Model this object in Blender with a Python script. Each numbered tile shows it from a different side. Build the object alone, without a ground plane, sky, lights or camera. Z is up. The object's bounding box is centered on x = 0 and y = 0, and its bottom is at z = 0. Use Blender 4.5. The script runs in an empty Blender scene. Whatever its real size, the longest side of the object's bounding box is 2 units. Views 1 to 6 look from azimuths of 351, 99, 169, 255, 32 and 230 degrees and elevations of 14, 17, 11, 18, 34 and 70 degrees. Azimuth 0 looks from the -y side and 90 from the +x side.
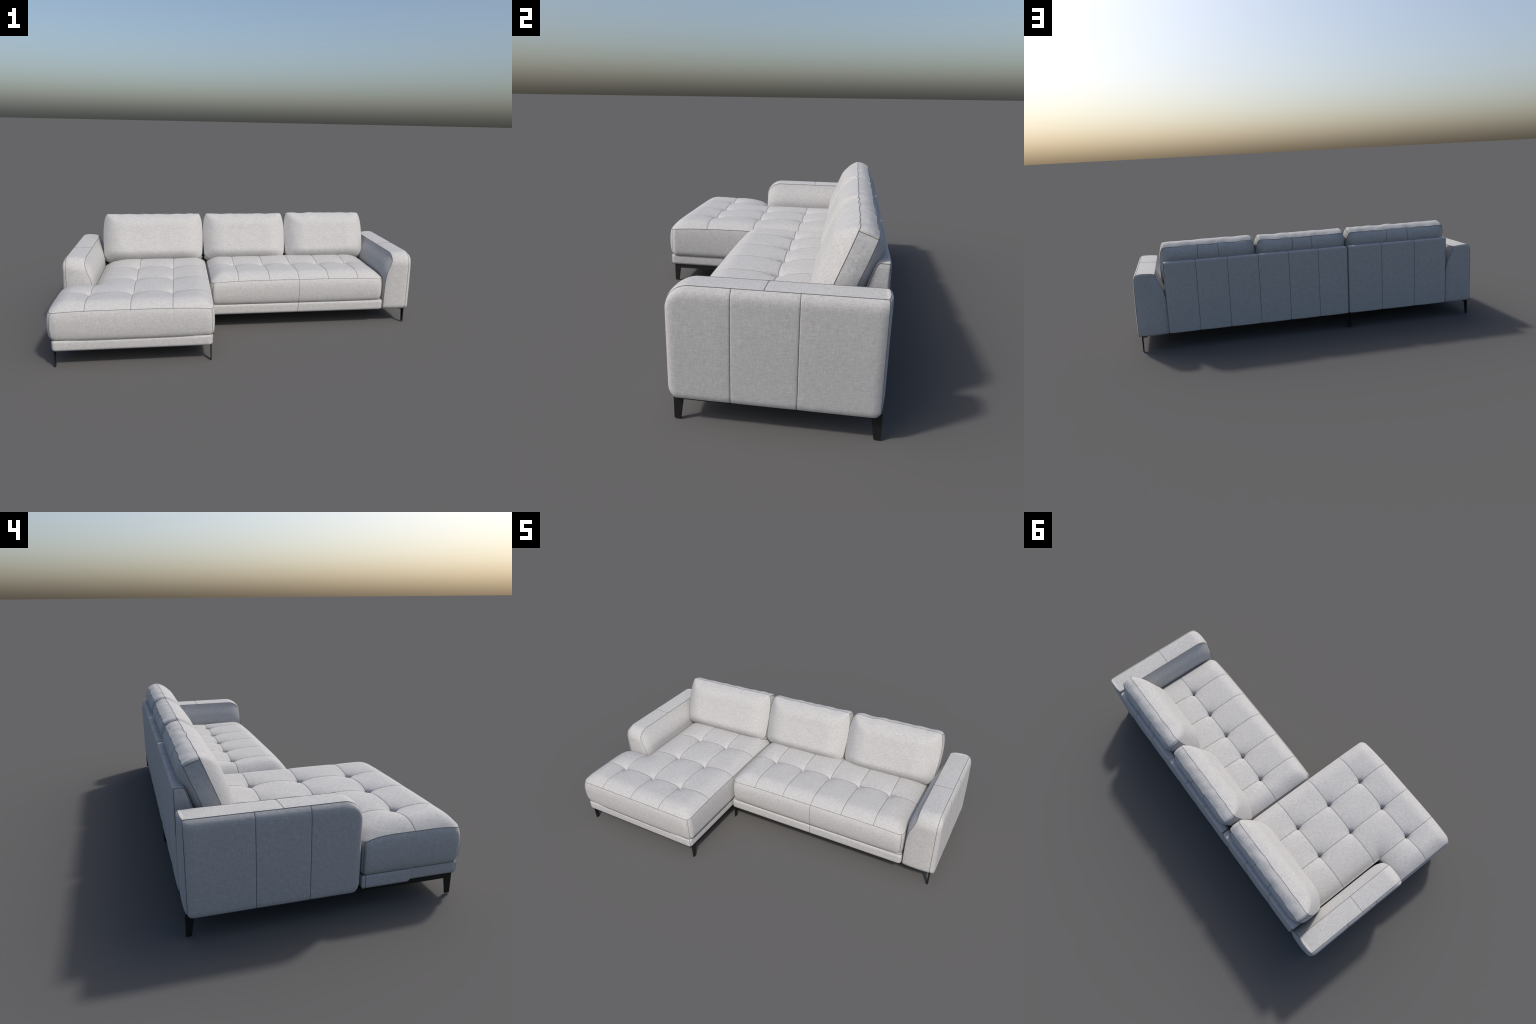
"""Corner sofa with chaise: tufted seat cushions, loose back cushions, two
padded armrests, upholstered backrests and plinths on thin black steel legs."""
import bpy, bmesh
import numpy as np
from mathutils import noise as mnoise, Vector

# ------------------------------------------------------------------ materials
def nd(nt, kind, **kw):
    n = nt.nodes.new(kind)
    for k, v in kw.items():
        if k in n.inputs:
            n.inputs[k].default_value = v
        else:
            setattr(n, k, v)
    return n


def fabric_material():
    m = bpy.data.materials.new("woven_fabric")
    m.use_nodes = True
    nt = m.node_tree
    L = nt.links.new
    bsdf = nt.nodes["Principled BSDF"]
    bsdf.inputs["Roughness"].default_value = 0.82
    bsdf.inputs["Specular IOR Level"].default_value = 0.25
    bsdf.inputs["Sheen Weight"].default_value = 0.08
    bsdf.inputs["Sheen Roughness"].default_value = 0.5
    tc = nd(nt, "ShaderNodeTexCoord")
    # slubby threads running along each of the three axes
    total = None
    for scale in ((55, 260, 260), (260, 260, 55), (260, 55, 260)):
        mp = nd(nt, "ShaderNodeMapping")
        mp.inputs["Scale"].default_value = scale
        L(tc.outputs["Object"], mp.inputs["Vector"])
        nz = nd(nt, "ShaderNodeTexNoise", Scale=1.0, Detail=2.0, Roughness=0.6)
        L(mp.outputs[0], nz.inputs["Vector"])
        if total is None:
            total = nz.outputs["Fac"]
        else:
            ad = nd(nt, "ShaderNodeMath", operation="ADD")
            L(total, ad.inputs[0]); L(nz.outputs["Fac"], ad.inputs[1])
            total = ad.outputs[0]
    soft = nd(nt, "ShaderNodeTexNoise", Scale=60.0, Detail=2.0, Roughness=0.55)
    L(tc.outputs["Object"], soft.inputs["Vector"])
    mix = nd(nt, "ShaderNodeMath", operation="MULTIPLY_ADD")
    mix.inputs[1].default_value = 0.35
    L(soft.outputs["Fac"], mix.inputs[0]); L(total, mix.inputs[2])
    mr = nd(nt, "ShaderNodeMapRange")
    mr.inputs["From Min"].default_value = 1.17
    mr.inputs["From Max"].default_value = 2.18
    L(mix.outputs[0], mr.inputs["Value"])
    ramp = nd(nt, "ShaderNodeValToRGB")
    ramp.color_ramp.elements[0].color = FABRIC_DARK
    ramp.color_ramp.elements[1].color = FABRIC_LIGHT
    L(mr.outputs[0], ramp.inputs["Fac"])
    L(ramp.outputs["Color"], bsdf.inputs["Base Color"])
    bump = nd(nt, "ShaderNodeBump", Strength=0.12, Distance=0.0015)
    L(mix.outputs[0], bump.inputs["Height"])
    L(bump.outputs["Normal"], bsdf.inputs["Normal"])
    return m


def plain_material(name, col, rough, bump_scale=None):
    m = bpy.data.materials.new(name)
    m.use_nodes = True
    nt = m.node_tree
    bsdf = nt.nodes["Principled BSDF"]
    bsdf.inputs["Roughness"].default_value = rough
    bsdf.inputs["Specular IOR Level"].default_value = 0.3
    nz = nd(nt, "ShaderNodeTexNoise", Scale=bump_scale or 120.0, Detail=3.0)
    tc = nd(nt, "ShaderNodeTexCoord")
    nt.links.new(tc.outputs["Object"], nz.inputs["Vector"])
    ramp = nd(nt, "ShaderNodeValToRGB")
    ramp.color_ramp.elements[0].color = tuple(c * 0.85 for c in col) + (1,)
    ramp.color_ramp.elements[1].color = tuple(c * 1.15 for c in col) + (1,)
    nt.links.new(nz.outputs["Fac"], ramp.inputs["Fac"])
    nt.links.new(ramp.outputs["Color"], bsdf.inputs["Base Color"])
    return m


FABRIC_DARK = (0.325, 0.325, 0.326, 1)
FABRIC_LIGHT = (0.482, 0.481, 0.481, 1)
FABRIC = fabric_material()
THREAD = plain_material("seam_thread", (0.105, 0.103, 0.102), 0.9)
STEEL = plain_material("black_steel", (0.010, 0.010, 0.010), 0.55)

# ------------------------------------------------------------------ scene tree
sofa = bpy.data.objects.new("sectional_sofa", None)
bpy.context.scene.collection.objects.link(sofa)
sofa["label"] = "light grey tufted corner sofa with chaise, black legs"
sofa["category"] = "sofa"


def add_object(name, verts, faces, mat, parent, sharp=None, smooth=True):
    me = bpy.data.meshes.new(name)
    me.from_pydata([tuple(v) for v in verts], [], faces)
    bm = bmesh.new()
    bm.from_mesh(me)
    bmesh.ops.recalc_face_normals(bm, faces=bm.faces)
    bm.to_mesh(me)
    bm.free()
    me.materials.append(mat)
    me.polygons.foreach_set("use_smooth", [smooth] * len(me.polygons))
    if sharp:
        keys = {tuple(sorted(e)) for e in sharp}
        at = me.attributes.new("sharp_edge", "BOOLEAN", "EDGE")
        ev = np.empty(len(me.edges) * 2, dtype=np.int32)
        me.edges.foreach_get("vertices", ev)
        ev = np.sort(ev.reshape(-1, 2), axis=1)
        at.data.foreach_set("value", [tuple(e) in keys for e in ev.tolist()])
    ob = bpy.data.objects.new(name, me)
    bpy.context.scene.collection.objects.link(ob)
    ob.parent = parent
    return ob


# ------------------------------------------------------------------ seams
def tube(path, r, closed=False, sides=6):
    """Thin thread along a polyline."""
    p = np.asarray(path, float)
    keep = [0]
    for i in range(1, len(p)):
        if np.linalg.norm(p[i] - p[keep[-1]]) > 0.0008:
            keep.append(i)
    p = p[keep]
    if closed and np.linalg.norm(p[0] - p[-1]) < 0.0008:
        p = p[:-1]
    n = len(p)
    if n < 2:
        return np.zeros((0, 3)), []
    if closed:
        t = np.roll(p, -1, 0) - np.roll(p, 1, 0)
    else:
        t = np.gradient(p, axis=0)
    t /= np.linalg.norm(t, axis=1)[:, None] + 1e-12
    ref = np.array([0.31, 0.53, 0.79])
    a = np.cross(t, ref); a /= np.linalg.norm(a, axis=1)[:, None]
    b = np.cross(t, a)
    ang = np.arange(sides) * 2 * np.pi / sides
    V = (p[:, None, :] + r * (np.cos(ang)[None, :, None] * a[:, None, :]
                              + np.sin(ang)[None, :, None] * b[:, None, :])).reshape(-1, 3)
    F = []
    for i in range(n if closed else n - 1):
        j = (i + 1) % n
        for k in range(sides):
            l = (k + 1) % sides
            F.append((i * sides + k, i * sides + l, j * sides + l, j * sides + k))
    if not closed:
        F.append(tuple(range(sides)))
        F.append(tuple((n - 1) * sides + k for k in range(sides)))
    return V, F


SEAM_R = 0.00105


def add_seams(paths, parent, r=SEAM_R):
    VV, FF, o = [], [], 0
    for path, closed in paths:
        V, F = tube(path, r, closed)
        VV.append(V)
        FF += [tuple(i + o for i in f) for f in F]
        o += len(V)
    ob = add_object("seam", np.concatenate(VV), FF, THREAD, parent)
    return ob


# ------------------------------------------------------------------ panel body
def axis(a, b, step, lines=(), edge=(0.0011, 0.0025, 0.0045, 0.0075, 0.011, 0.015)):
    """Grid lines from a to b, finer at both borders and around seam lines."""
    must = [a, b] + list(lines)
    pts = list(np.linspace(a, b, max(3, int(round((b - a) / step)) + 1)))
    for l in lines:
        for d in (0.0013, 0.0026, 0.0042, 0.0065, 0.0095):
            pts += [l - d, l + d]
    for e in edge:
        pts += [a + e, b - e]
    out = []
    for p in sorted(pts):
        if a < p < b and all(abs(p - m) > 0.0009 for m in must) and (not out or p - out[-1] > 0.0009):
            out.append(p)
    return np.array(sorted(out + must))


def round_corners(corners):
    """corners: (cx, cy, sx, sy, R) with (sx, sy) pointing into the panel."""
    def f(x, y):
        x, y = x.copy(), y.copy()
        for cx, cy, sx, sy, R in corners:
            a = (x - cx) * sx; b = (y - cy) * sy
            m = (a >= -1e-9) & (b >= -1e-9) & (a < R) & (b < R)
            p = 1 - a[m] / R; q = 1 - b[m] / R
            pp = p * np.sqrt(1 - q * q / 2); qq = q * np.sqrt(1 - p * p / 2)
            x[m] = cx + sx * R * (1 - pp); y[m] = cy + sy * R * (1 - qq)
        return x, y
    return f


class Padded:
    """Closed padded body: a front panel, a back panel, and a band between them."""

    def __init__(self, xs, ys, top, bot, band, levels, keep=None, warp=None, to_world=None,
                 edge_shift=None):
        nx, ny = len(xs), len(ys)
        X, Y = np.meshgrid(xs, ys, indexing="ij")
        cell = np.ones((nx - 1, ny - 1), bool)
        if keep is not None:
            cx = (X[:-1, :-1] + X[1:, 1:]) / 2; cy = (Y[:-1, :-1] + Y[1:, 1:]) / 2
            cell = keep(cx, cy)
        used = np.zeros((nx, ny), bool)
        for di in (0, 1):
            for dj in (0, 1):
                used[di:nx - 1 + di, dj:ny - 1 + dj] |= cell
        idx = -np.ones((nx, ny), int)
        idx[used] = np.arange(used.sum())
        x0, y0 = X[used], Y[used]
        wx, wy = warp(x0, y0) if warp else (x0.copy(), y0.copy())
        n = len(x0)
        quads, direct = [], {}
        ii, jj = np.nonzero(cell)
        for i, j in zip(ii.tolist(), jj.tolist()):
            q = (idx[i, j], idx[i + 1, j], idx[i + 1, j + 1], idx[i, j + 1])
            q = tuple(int(k) for k in q)
            quads.append(q)
            for k in range(4):
                direct[(q[k], q[(k + 1) % 4])] = 1
        nxt = {a: b for (a, b) in direct if (b, a) not in direct}
        start = int(idx[used.nonzero()[0][0], used.nonzero()[1][0]])
        loop = [start]
        while nxt[loop[-1]] != start:
            loop.append(nxt[loop[-1]])
        loop = np.array(loop)
        ct, cb = top(x0, y0), bot(x0, y0)
        px, py = wx[loop], wy[loop]
        tx = np.roll(px, -1) - np.roll(px, 1); ty = np.roll(py, -1) - np.roll(py, 1)
        ln = np.hypot(tx, ty) + 1e-12
        nxv, nyv = ty / ln, -tx / ln
        s = np.concatenate([[0], np.cumsum(np.hypot(np.diff(px), np.diff(py)))])
        self.s = s
        if edge_shift is not None:
            dt, db = edge_shift(s, px, py)
            ct[loop] += dt; cb[loop] += db
        T = np.stack([wx, wy, ct], 1)
        B = np.stack([wx, wy, cb], 1)
        rows = [T[loop]]
        for t in levels[1:-1]:
            off = band(t, nxv, nyv, px, py, s)
            rows.append(np.stack([px + nxv * off, py + nyv * off, ct[loop] + (cb[loop] - ct[loop]) * t], 1))
        rows.append(B[loop])
        m = len(loop)
        V = np.concatenate([T, B] + rows[1:-1])
        ring = [loop] + [2 * n + k * m + np.arange(m) for k in range(len(rows) - 2)] + [loop + n]
        F = quads + [tuple(i + n for i in reversed(q)) for q in quads]
        for k in range(len(ring) - 1):
            a, b = ring[k], ring[k + 1]
            a2, b2 = np.roll(a, -1), np.roll(b, -1)
            F += list(zip(b.tolist(), b2.tolist(), a2.tolist(), a.tolist()))
        self.local = V.copy()
        self.V = to_world(V) if to_world else V
        self.F, self.idx, self.loop, self.ring, self.n = F, idx, loop, ring, n
        self.xs, self.ys = xs, ys
        self.sharp = [(int(r[i]), int(r[(i + 1) % m])) for r in (ring[0], ring[-1]) for i in range(m)]

    def col(self, x, lo=-9, hi=9, back=False):
        i = int(np.argmin(abs(self.xs - x)))
        return [self.V[self.idx[i, j] + (self.n if back else 0)] for j in range(len(self.ys))
                if self.idx[i, j] >= 0 and lo <= self.ys[j] <= hi]

    def row(self, y, lo=-9, hi=9, back=False):
        j = int(np.argmin(abs(self.ys - y)))
        return [self.V[self.idx[i, j] + (self.n if back else 0)] for i in range(len(self.xs))
                if self.idx[i, j] >= 0 and lo <= self.xs[i] <= hi]

    def rim(self, back=False):
        return self.V[self.ring[-1 if back else 0]]

    def across(self, x, y):
        """Band line at the rim point nearest to (x, y) in panel coordinates."""
        p = self.local[self.loop]
        k = int(np.argmin((p[:, 0] - x) ** 2 + (p[:, 1] - y) ** 2))
        return [self.V[r[k]] for r in self.ring]


def rise(d, w, p=2.2):
    return 1 - (1 - np.clip(d / w, 0, 1)) ** p


def wave(s, seed, freq):
    return np.array([mnoise.noise(Vector((v * freq, seed * 7.31, 0.37))) for v in s])


# ------------------------------------------------------------------ seat cushions


def seat_cushion(x_lo, x_hi, y_lo, y_hi, tuft_x, tuft_y, notch=None, corner_r=0.03, side_bulge=None, bow=0.012,
                 splits=(), crown=0.329, bottom=0.139, widths=(.085, .085, .085, .17), notch_width=.18):
    """Tufted seat cushion; notch = (x, y): the quarter x < nx, y > ny is cut away."""
    xs = axis(x_lo, x_hi, 0.0075, list(tuft_x) + ([notch[0]] if notch and min(abs(np.array(tuft_x) - notch[0])) > .001 else []))
    ys = axis(y_lo, y_hi, 0.0075, list(tuft_y) + ([notch[1]] if notch else []))
    xm, xh = (x_lo + x_hi) / 2, (x_hi - x_lo) / 2
    ym, yh = (y_lo + y_hi) / 2, (y_hi - y_lo) / 2
    tufts = [(a, b) for a in tuft_x for b in tuft_y
             if not notch or a > notch[0] + 0.01 or b < notch[1] - 0.01]

    def top(x, y):
        u, v = (x - xm) / xh, (y - ym) / yh
        if notch:
            nl = (y_lo + notch[1]) / 2
            left = x < notch[0]
            v = np.where(left, (y - nl) / ((notch[1] - y_lo) / 2), v)
        g = np.clip((1 - abs(u) ** 4), 0, 1) + np.clip((1 - abs(v) ** 4), 0, 1)
        ze = 0.277 + 0.013 * np.minimum(g, 1.0)
        f = rise(x - x_lo, widths[0]) * rise(x_hi - x, widths[1]) * rise(y - y_lo, widths[2]) * rise(y_hi - y, widths[3])
        if notch:
            dx, dy = np.maximum(x - notch[0], 0), np.maximum(notch[1] - y, 0)
            f = f * rise(np.hypot(dx, dy), notch_width)
            # the pad sinks away beside the arm
            ze = ze - (0.010 + 0.014 * np.clip((x - notch[0]) / 0.02 + 0.5, 0, 1)) * np.exp(-np.hypot(dx, dy) / 0.03)
        z = ze + (crown - ze) * f
        for a in tuft_x:
            d = abs(x - a)
            on = np.ones_like(x)
            if notch and a < notch[0] + 0.01:
                on = 1 / (1 + np.exp((y - notch[1]) / 0.02))
            z = z - on * ((0.0012 * np.exp(-(d / 0.0024) ** 2)) + 0.0034 * f * np.exp(-d / 0.022))
        for b in tuft_y:
            d = abs(y - b)
            z = z - (0.0012 * np.exp(-(d / 0.0024) ** 2) + 0.0034 * f * np.exp(-d / 0.022))
        for a, b in tufts:
            r = np.hypot(x - a, y - b)
            z = z - 0.020 * np.exp(-(r / 0.0110) ** 2) - 0.0235 * np.exp(-r / 0.042)
        return z

    bow_warp = round_corners(
        [(x_hi, y_lo, -1, 1, corner_r), (x_hi, y_hi, -1, -1, corner_r), (x_lo, y_lo, 1, 1, corner_r)]
        + ([(x_lo, notch[1], 1, -1, 0.02), (notch[0], y_hi, 1, -1, corner_r)] if notch
           else [(x_lo, y_hi, 1, -1, corner_r)]))

    def warp(x, y):
        X, Y = bow_warp(x, y)
        u = (x - xm) / xh
        v = np.clip((y_lo + 0.1 - y) / 0.1, 0, 1)
        Y = Y + bow * np.clip(abs(u), 0, 1) ** 4 * v
        return X, Y

    def band(t, nx, ny, px, py, s):
        # fullest just above mid height, tucked in at the foot
        prof = 1 - abs(1.9 * t - 0.95) ** 2.6 if t < 0.98 else 0.15
        off = side_bulge(nx, ny, px, py) * prof
        tuck = np.clip((t - 0.84) / 0.16, 0, 1)
        return off - 0.008 * (1 - np.sqrt(np.maximum(0, 1 - tuck ** 2)))

    def bot(x, y):
        return np.full_like(x, bottom)

    lev = np.concatenate([np.linspace(0, .8, 12), [.84, .88, .92, .95, .975, .99, 1.0]])
    p = Padded(xs, ys, top, bot, band, lev, keep=(lambda cx, cy: ~((cx < notch[0]) & (cy > notch[1]))) if notch else None,
               warp=warp)
    # the underside follows the tucked-in foot
    foot = p.ring[-1]
    prev = p.local[p.ring[-2]]
    p.V[foot, 0], p.V[foot, 1] = prev[:, 0], prev[:, 1]
    ob = add_object("seat_cushion", p.V, p.F, FABRIC, sofa, p.sharp[:len(p.loop)])
    paths = [(p.rim(), True)]
    for a in tuft_x:
        hi = notch[1] if notch and a < notch[0] + 0.01 else 9
        paths.append((p.col(a, hi=hi), False))
    for b in tuft_y:
        lo = notch[0] if notch and b > notch[1] else -9
        paths.append((p.row(b, lo=lo), False))
    for c in [(x_hi, y_lo)] + ([(x_lo, y_lo), (x_lo, notch[1])] if notch else []) + list(splits):
        paths.append((p.across(*c), False))
    add_seams(paths, ob)
    return p


chaise_cushion = seat_cushion(
    -0.985, -0.2055, -0.5185, 0.43, (-0.8185, -0.605, -0.4045), (-0.318, -0.079, 0.150),
    notch=(-0.8225, -0.1175),
    side_bulge=lambda nx, ny, px, py: np.where(nx > 0.5, 0.005, np.where(ny > 0.5, 0.002, np.where(
        nx < -0.5, np.where(px > -0.9, 0.001, 0.014), 0.0115))), bow=0.008, crown=0.3232)
long_cushion = seat_cushion(
    -0.1935, 0.8235, -0.1085, 0.43, (-0.0375, 0.1415, 0.314, 0.4895, 0.667), (0.148,),
    side_bulge=lambda nx, ny, px, py: np.where(abs(nx) > 0.5, 0.007, 0.015), splits=[(0.314, -0.12)], bow=0.006,
    crown=0.3285, bottom=0.1475, widths=(.085, .13, .085, .15))

# ------------------------------------------------------------------ upholstered plinths
BASE_LO, BASE_HI = 0.0875, 0.1415


def plinth(x_lo, x_hi, y_lo, y_hi, notch=None, corners=(), seams=(), bulge=0.004, lo=BASE_LO, hi=BASE_HI):
    xs = axis(x_lo, x_hi, 0.03, [notch[0]] if notch else [])
    ys = axis(y_lo, y_hi, 0.03, [notch[1]] if notch else [])

    def band(t, nx, ny, px, py, s):
        e = min(t, 1 - t) / 0.22
        return bulge * (1 - max(0, 1 - e) ** 2) - 0.0045 * (1 - np.sqrt(max(0, 1 - max(0, 1 - e) ** 2)))

    lev = np.array([0, .01, .03, .06, .10, .15, .22, .4, .6, .78, .85, .9, .94, .97, .99, 1])
    c = [(x_hi, y_lo, -1, 1, .016), (x_lo, y_lo, 1, 1, .016)]
    p = Padded(xs, ys, lambda x, y: np.full_like(x, hi), lambda x, y: np.full_like(x, lo), band, lev,
               keep=(lambda cx, cy: ~((cx < notch[0]) & (cy > notch[1]))) if notch else None,
               warp=round_corners(c))
    for r, q in ((p.ring[0], p.ring[1]), (p.ring[-1], p.ring[-2])):
        p.V[r, :2] = p.V[q, :2]
    ob = add_object("base", p.V, p.F, FABRIC, sofa)
    if seams:
        add_seams([(p.across(*c), False) for c in seams], ob)
    return ob


plinth(-0.977, -0.2145, -0.5145, 0.47, notch=(-0.826, -0.1275), seams=[(-0.2145, -0.5145), (-0.977, -0.5145)])
plinth(-0.2025, 0.828, -0.1095, 0.47, seams=[(0.316, -0.108)], lo=0.0905, hi=0.1495)
# the raised fabric panel on the open side of the chaise plinth
plinth(-0.9845, -0.955, -0.3175, -0.120, seams=[(-0.9845, -0.130)], lo=0.0835, hi=0.1385, bulge=0.003)

# ------------------------------------------------------------------ armrests
def arm_inner(z):
    """Inner face of the arm, as distance from the centre line, by height."""
    return np.interp(z, [0.083, 0.20, 0.26, 0.29, 0.31, 0.326, 0.348, 0.385, 0.41, 0.43, 0.44],
                     [0.8285, 0.8295, 0.8305, 0.8325, 0.8350, 0.8385, 0.8470, 0.8635, 0.8730, 0.8775, 0.8780])


def armrest(side):
    y_lo, y_hi, z_lo, z_hi = -0.1075, 0.5165, 0.0830, 0.4330
    cuts = (0.0855, 0.2805)
    ys = axis(y_lo, y_hi, 0.011, cuts)
    zs = axis(z_lo, z_hi, 0.011)

    def top(y, z):
        roll = np.sqrt(np.clip(1 - (1 - np.clip((y - y_lo) / .026, 0, 1)) ** 2, 0, 1))
        soft = (roll * (0.72 + 0.28 * rise(y_hi - y, .03, 2.4))
                * (0.25 * rise(z_hi - z, .20, 2) + 0.75 * rise(z_hi - z, .035, 2.4)) * (0.8 + 0.2 * rise(z - z_lo, .02)))
        x = 0.977 + 0.0225 * soft
        for c in cuts:
            dd = abs(y - c)
            x = x - 0.0010 * np.exp(-(dd / 0.0024) ** 2) - 0.0010 * np.exp(-dd / 0.02) * soft
        return x

    def bot(y, z):
        front = 1 - rise(y - y_lo, .06)
        belly = 0.011 * rise(y - y_lo, .12) * rise(y_hi - y, .06) * np.sin(np.pi * np.clip((z - 0.285) / 0.148, 0, 1))
        return arm_inner(z) - belly + front * np.interp(z, [0.08, 0.24, 0.30, 0.35, 0.40, 0.43], [.009, .010, .013, .015, .006, 0])

    def band(t, ny_, nz_, py, pz, s):
        prof = (1 - abs(2 * t - 1) ** 3.2)
        front = np.clip(-ny_, 0, 1); up = np.clip(nz_, 0, 1); rear = np.clip(ny_, 0, 1)
        groove = 0.0013 * np.exp(-((py - 0.179) / 0.0035) ** 2) * up
        return prof * (0.0055 * front + 0.0022 * up + 0.0118 * rear * np.interp(pz, [z_lo, z_lo + 0.05], [0.6, 1])) - groove

    def world(V):
        # the top falls a little towards the seat
        fall = 0.0055 * np.clip((0.977 - V[:, 2]) / 0.1, 0, 1) * np.clip((V[:, 1] - 0.36) / 0.07, 0, 1)
        return np.stack([side * V[:, 2], V[:, 0], V[:, 1] - fall], 1)

    lev = np.concatenate([[0, .01, .025, .045, .075, .11], np.linspace(.16, .84, 12), [.89, .925, .955, .975, .99, 1]])
    corner = round_corners([(y_lo, z_hi, 1, -1, 0.073), (y_lo, z_lo, 1, 1, 0.032), (y_hi, z_hi, -1, -1, 0.006),
                            (y_hi, z_lo, -1, 1, 0.016)])
    p = Padded(ys, zs, top, bot, band, lev, warp=corner, to_world=world)
    ob = add_object("armrest", p.V, p.F, FABRIC, sofa, p.sharp)
    paths = [(p.rim(), True), (p.rim(True), True)]
    paths += [(p.col(c), False) for c in cuts]
    paths.append((p.across(0.179, z_hi), False))
    paths.append((p.across(y_hi, z_hi), False))
    add_seams(paths, ob)
    return p


armrest(1)
armrest(-1)

# ------------------------------------------------------------------ backrests
def backrest(x_lo, x_hi, panels):
    z_lo, z_hi = 0.0890, 0.4845
    y_front, y_rear = 0.42, 0.5225
    ys = axis(y_front, y_rear, 0.010)
    zs = axis(z_lo, z_hi, 0.012)

    def warp(y, z):
        Y, Z = corner(y, z)
        depth = np.interp(Z, [0.08, 0.30, 0.41, 0.47, 0.485], [0.1025, 0.0900, 0.0600, 0.0410, 0.0370])
        return y_rear - (y_rear - Y) * depth / (y_rear - y_front), Z

    corner = round_corners([(y_front, z_hi, 1, -1, 0.022), (y_rear, z_hi, -1, -1, 0.010), (y_rear, z_lo, -1, 1, 0.006)])
    w = x_hi - x_lo
    cuts = np.arange(1, panels) / panels
    lev = set(np.linspace(0, 1, int(w / 0.014)).round(5)) | {0.0, 1.0}
    for d in (.0012, .003, .006, .010, .015):
        lev |= {d / w, 1 - d / w}
    for c in cuts:
        lev = {l for l in lev if abs(l - c) * w > 0.0012}
        lev |= {c + k * .0015 / w for k in (-3, -2, -1, 0, 1, 2, 3)}
    lev = np.array(sorted(lev))

    def band(t, ny_, nz_, py, pz, s):
        b = 0.005 * (1 - max(0, 1 - min(t, 1 - t) * w / 0.010) ** 2.2)
        k = t * panels % 1
        b += 0.0018 * (1 - abs(2 * k - 1) ** 4) - 0.002
        for c in cuts:
            b -= 0.0013 * np.exp(-((t - c) * w / 0.0024) ** 2)
        return b * np.where(nz_ < -0.6, 0.0, 1.0) + 0.0015 * np.sin(np.clip((pz - z_lo) / (z_hi - z_lo), 0, 1) * np.pi) * (ny_ > 0.5)

    def top(y, z):
        return x_hi + 0.003 * rise(y_rear - y, .012) * rise(z_hi - z, .02) * rise(y - y_front, .012)

    def bot(y, z):
        return x_lo - 0.003 * rise(y_rear - y, .012) * rise(z_hi - z, .02) * rise(y - y_front, .012)

    p = Padded(ys, zs, top, bot, band, lev, warp=warp, to_world=lambda V: V[:, [2, 0, 1]])
    ob = add_object("backrest", p.V, p.F, FABRIC, sofa, p.sharp)
    paths = [(p.rim(), True), (p.rim(True), True)]
    for c in cuts:
        k = int(np.argmin(abs(lev - c)))
        ring = p.V[p.ring[k]]
        paths.append(([v for v in ring if v[2] > z_lo + 0.001], True))
    add_seams(paths, ob)


backrest(-0.8265, -0.2150, 3)
backrest(-0.2095, 0.8280, 6)

# ------------------------------------------------------------------ back cushions
LEAN_UP = np.array([0.0, 0.3617, 0.9323])       # along the leaning cushion
LEAN_OUT = np.array([0.0, -0.9323, 0.3617])     # towards the sitter
HINGE = np.array([0.0, 0.4285, 0.5855])         # top front seam
GUSSET = 0.0620


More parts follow.
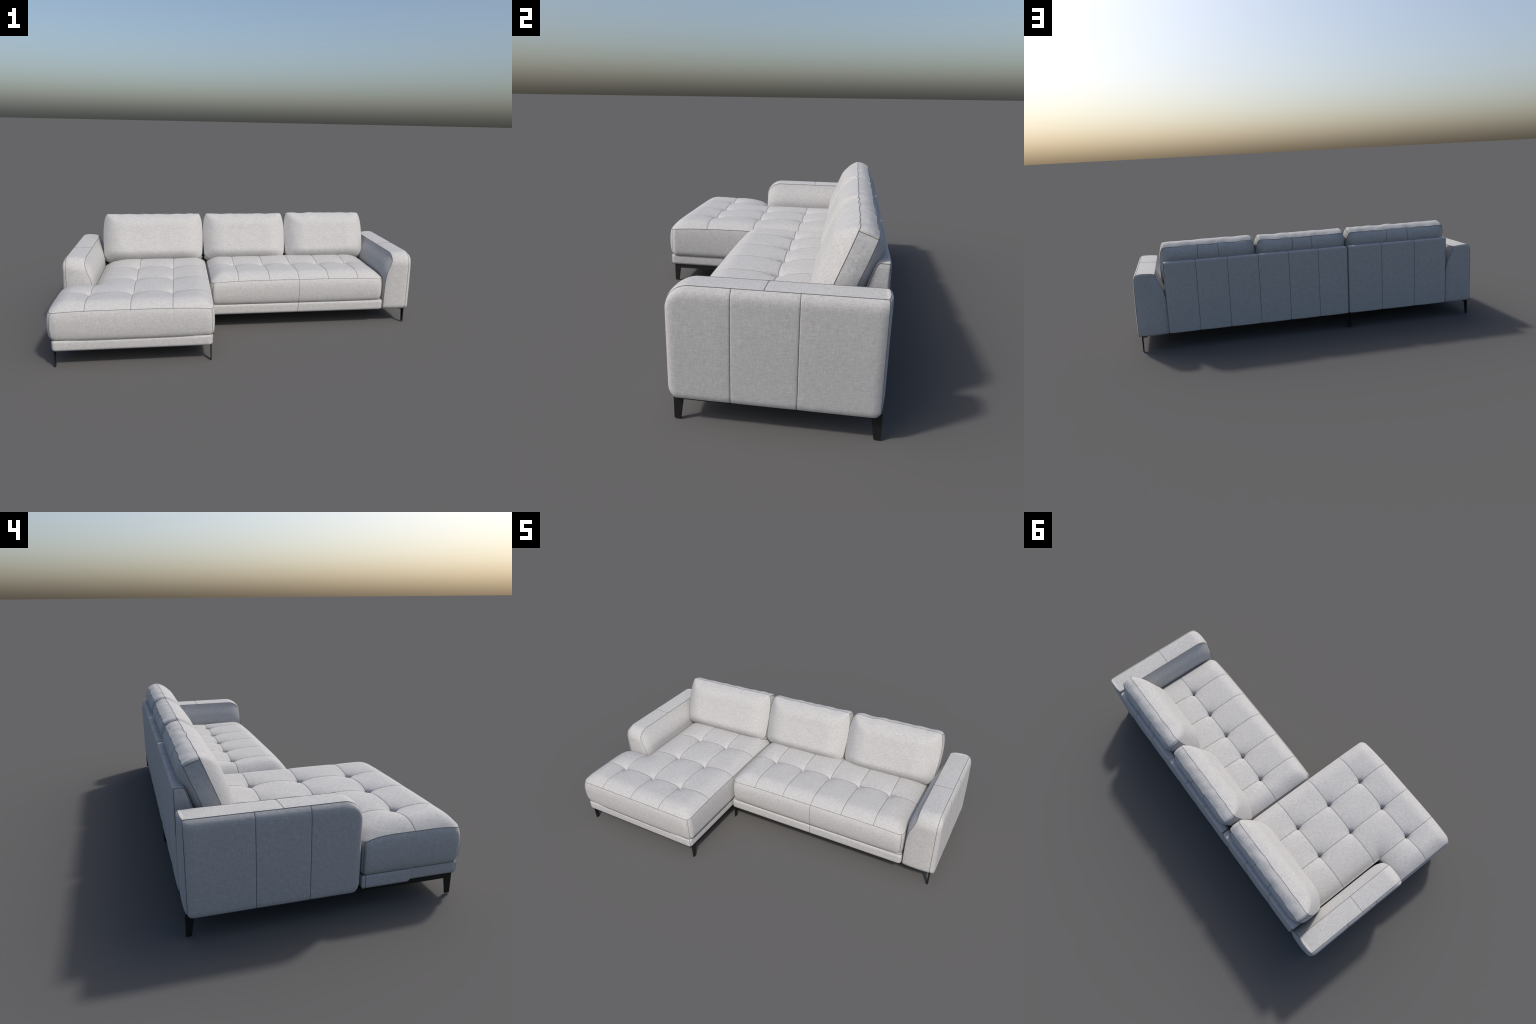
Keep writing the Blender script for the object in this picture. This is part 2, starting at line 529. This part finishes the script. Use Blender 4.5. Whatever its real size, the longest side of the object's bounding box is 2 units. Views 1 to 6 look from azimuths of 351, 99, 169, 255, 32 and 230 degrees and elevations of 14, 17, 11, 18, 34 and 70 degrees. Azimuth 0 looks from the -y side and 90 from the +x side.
def back_cushion(x_lo, x_hi, seed, strip, sag_depth=0.0025, lift=0.0):
    h = 0.288
    mid, half = (x_lo + x_hi) / 2, (x_hi - x_lo) / 2
    cuts = (-strip / 2, strip / 2)
    us = axis(-half, half, 0.0075, cuts)
    vs = axis(-h, 0.0, 0.0075)
    rnd = round_corners([(half, -h, -1, 1, .030), (-half, -h, 1, 1, .030), (half, 0, -1, -1, .010), (-half, 0, 1, -1, .010)])

    def warp(u, v):
        U, W = rnd(u, v)
        k = np.clip((v + h) / h, 0, 1)
        # upper corners drawn in, flanks full
        U = U * (1 + (0.0095 * np.sin(np.pi * np.clip(k * 0.9, 0, 1)) ** 0.7 - 0.016 * k ** 8) / half)
        sag = sag_depth * (1 - abs(u / half) ** 3)
        jit = np.array([mnoise.noise(Vector((a * 16, seed, 0.0))) for a in u]) * 0.0045
        W = W - (sag - jit) * k ** 4
        W = W - 0.010 * (1 - abs(u / half) ** 4) * (1 - k) ** 4
        return U, W

    def lump(u, v, s):
        return np.array([mnoise.noise(Vector((a * 9, b * 9, s))) + 0.5 * mnoise.noise(Vector((a * 22, b * 22, s + 3)))
                         for a, b in zip(u, v)])

    def top(u, v):
        a = abs(u / half)
        fu, fv = rise(half - abs(u), .13, 2.4), rise(-v, .10, 2.5)
        # flanks meet the upper face in a soft ridge running out of each corner
        f = np.maximum(np.maximum(fu, 1e-3) ** -5 + np.maximum(fv, 1e-3) ** -5 - 1, 1) ** -0.2
        f = np.where((fu < 2e-3) | (fv < 2e-3), 0, f) * rise(v + h, .055, 2.3)
        return 0.058 * f + 0.0022 * lump(u, v, seed) * rise(-v, .02) * rise(half - abs(u), .02)

    def bot(u, v):
        f = rise(half - abs(u), .07, 2.2) * rise(-v, .05, 2.2) * rise(v + h, .07, 2.2)
        c = -GUSSET - 0.036 * f - 0.002 * lump(u, v, seed + 5) * f
        for k in cuts:
            d = abs(u - k)
            c = c + 0.0014 * np.exp(-(d / 0.0024) ** 2) + 0.002 * f * np.exp(-d / 0.018)
        return c

    def shift(s, px, py):
        up = np.clip(1 + py / 0.03, 0, 1)
        return (wave(s, seed + 1, 22) * 0.0028 * (0.4 + up)), (wave(s, seed + 2, 20) * 0.0035 * (0.4 + up))

    def band(t, nx, ny, px, py, s):
        belly = np.sin(np.pi * t)
        puck = wave(s, seed + 4, 26) * 0.0035 + wave(s + 31 * t, seed + 9, 60) * 0.0008
        return belly * (np.where(ny > 0.6, 0.0055 + lift, np.where(ny < -0.6, 0.012, 0.0015)) + puck)

    def world(V):
        return HINGE + mid * np.array([1.0, 0, 0]) + V[:, :1] * np.array([1.0, 0, 0]) + V[:, 1:2] * LEAN_UP + V[:, 2:3] * LEAN_OUT

    lev = np.concatenate([[0, .03, .07], np.linspace(.13, .87, 10), [.93, .97, 1]])
    p = Padded(us, vs, top, bot, band, lev, warp=warp, to_world=world, edge_shift=shift)
    ob = add_object("back_cushion", p.V, p.F, FABRIC, sofa, p.sharp)
    paths = [(p.rim(), True), (p.rim(True), True)]
    paths += [(p.col(c, back=True), False) for c in cuts]
    paths += [(p.across(s * half, 0.0), False) for s in (-1, 1)]
    add_seams(paths, ob)


back_cushion(-0.8280, -0.2270, 1.0, 0.132)
back_cushion(-0.2065, 0.3065, 2.0, 0.114)
back_cushion(0.3240, 0.8380, 3.0, 0.114, sag_depth=-0.002, lift=0.001)

# ------------------------------------------------------------------ steel frame
def prism(name, outline, x0, x1, parent):
    """Flat plate: an outline in (y, z) with thickness from x0 to x1."""
    bm = bmesh.new()
    a = [bm.verts.new((x0, y, z)) for y, z in outline]
    b = [bm.verts.new((x1, y, z)) for y, z in outline]
    bm.faces.new(a); bm.faces.new(list(reversed(b)))
    n = len(outline)
    for i in range(n):
        bm.faces.new((a[i], b[i], b[(i + 1) % n], a[(i + 1) % n]))
    bmesh.ops.recalc_face_normals(bm, faces=bm.faces)
    bmesh.ops.bevel(bm, geom=list(bm.edges), offset=0.0007, segments=1, affect="EDGES")
    me = bpy.data.meshes.new(name)
    bm.to_mesh(me); bm.free()
    me.materials.append(STEEL)
    ob = bpy.data.objects.new(name, me)
    bpy.context.scene.collection.objects.link(ob)
    ob.parent = parent
    return ob


BAR_LO, BAR_HI = 0.0675, 0.0858


def frame(x, inward, y_front, y_rear):
    """One steel runner: an angle bar with a tapered leg at either end."""
    x0, x1 = sorted((x - 0.0027, x + 0.0027))
    rail = prism("rail", [(y_front + .002, BAR_LO), (y_rear - .002, BAR_LO), (y_rear - .002, BAR_HI), (y_front + .002, BAR_HI)],
                 x0 + 0.0004, x1 - 0.0004, sofa)
    fx = sorted((x + inward * 0.0015, x + inward * 0.026))
    prism("flange", [(y_front + .004, 0.0805), (y_rear - .004, 0.0805), (y_rear - .004, 0.0852), (y_front + .004, 0.0852)],
          fx[0], fx[1], rail)
    top = BAR_LO - 0.0
    prism("leg", [(y_front, 0.0), (y_front + .0205, 0.0), (y_front + .0305, top), (y_front + .0305, BAR_HI - .0006),
                  (y_front, BAR_HI - .0006)], x0, x1, sofa)
    prism("leg", [(y_rear - .0205, 0.0), (y_rear, 0.0), (y_rear, BAR_HI - .0006), (y_rear - .0305, BAR_HI - .0006),
                  (y_rear - .0305, top)], x0, x1, sofa)


frame(-0.9725, 1, -0.4990, 0.5235)
frame(-0.2200, -1, -0.4990, 0.5235)
frame(-0.2050, 1, -0.0935, 0.5235)
frame(0.9755, -1, -0.0935, 0.5235)
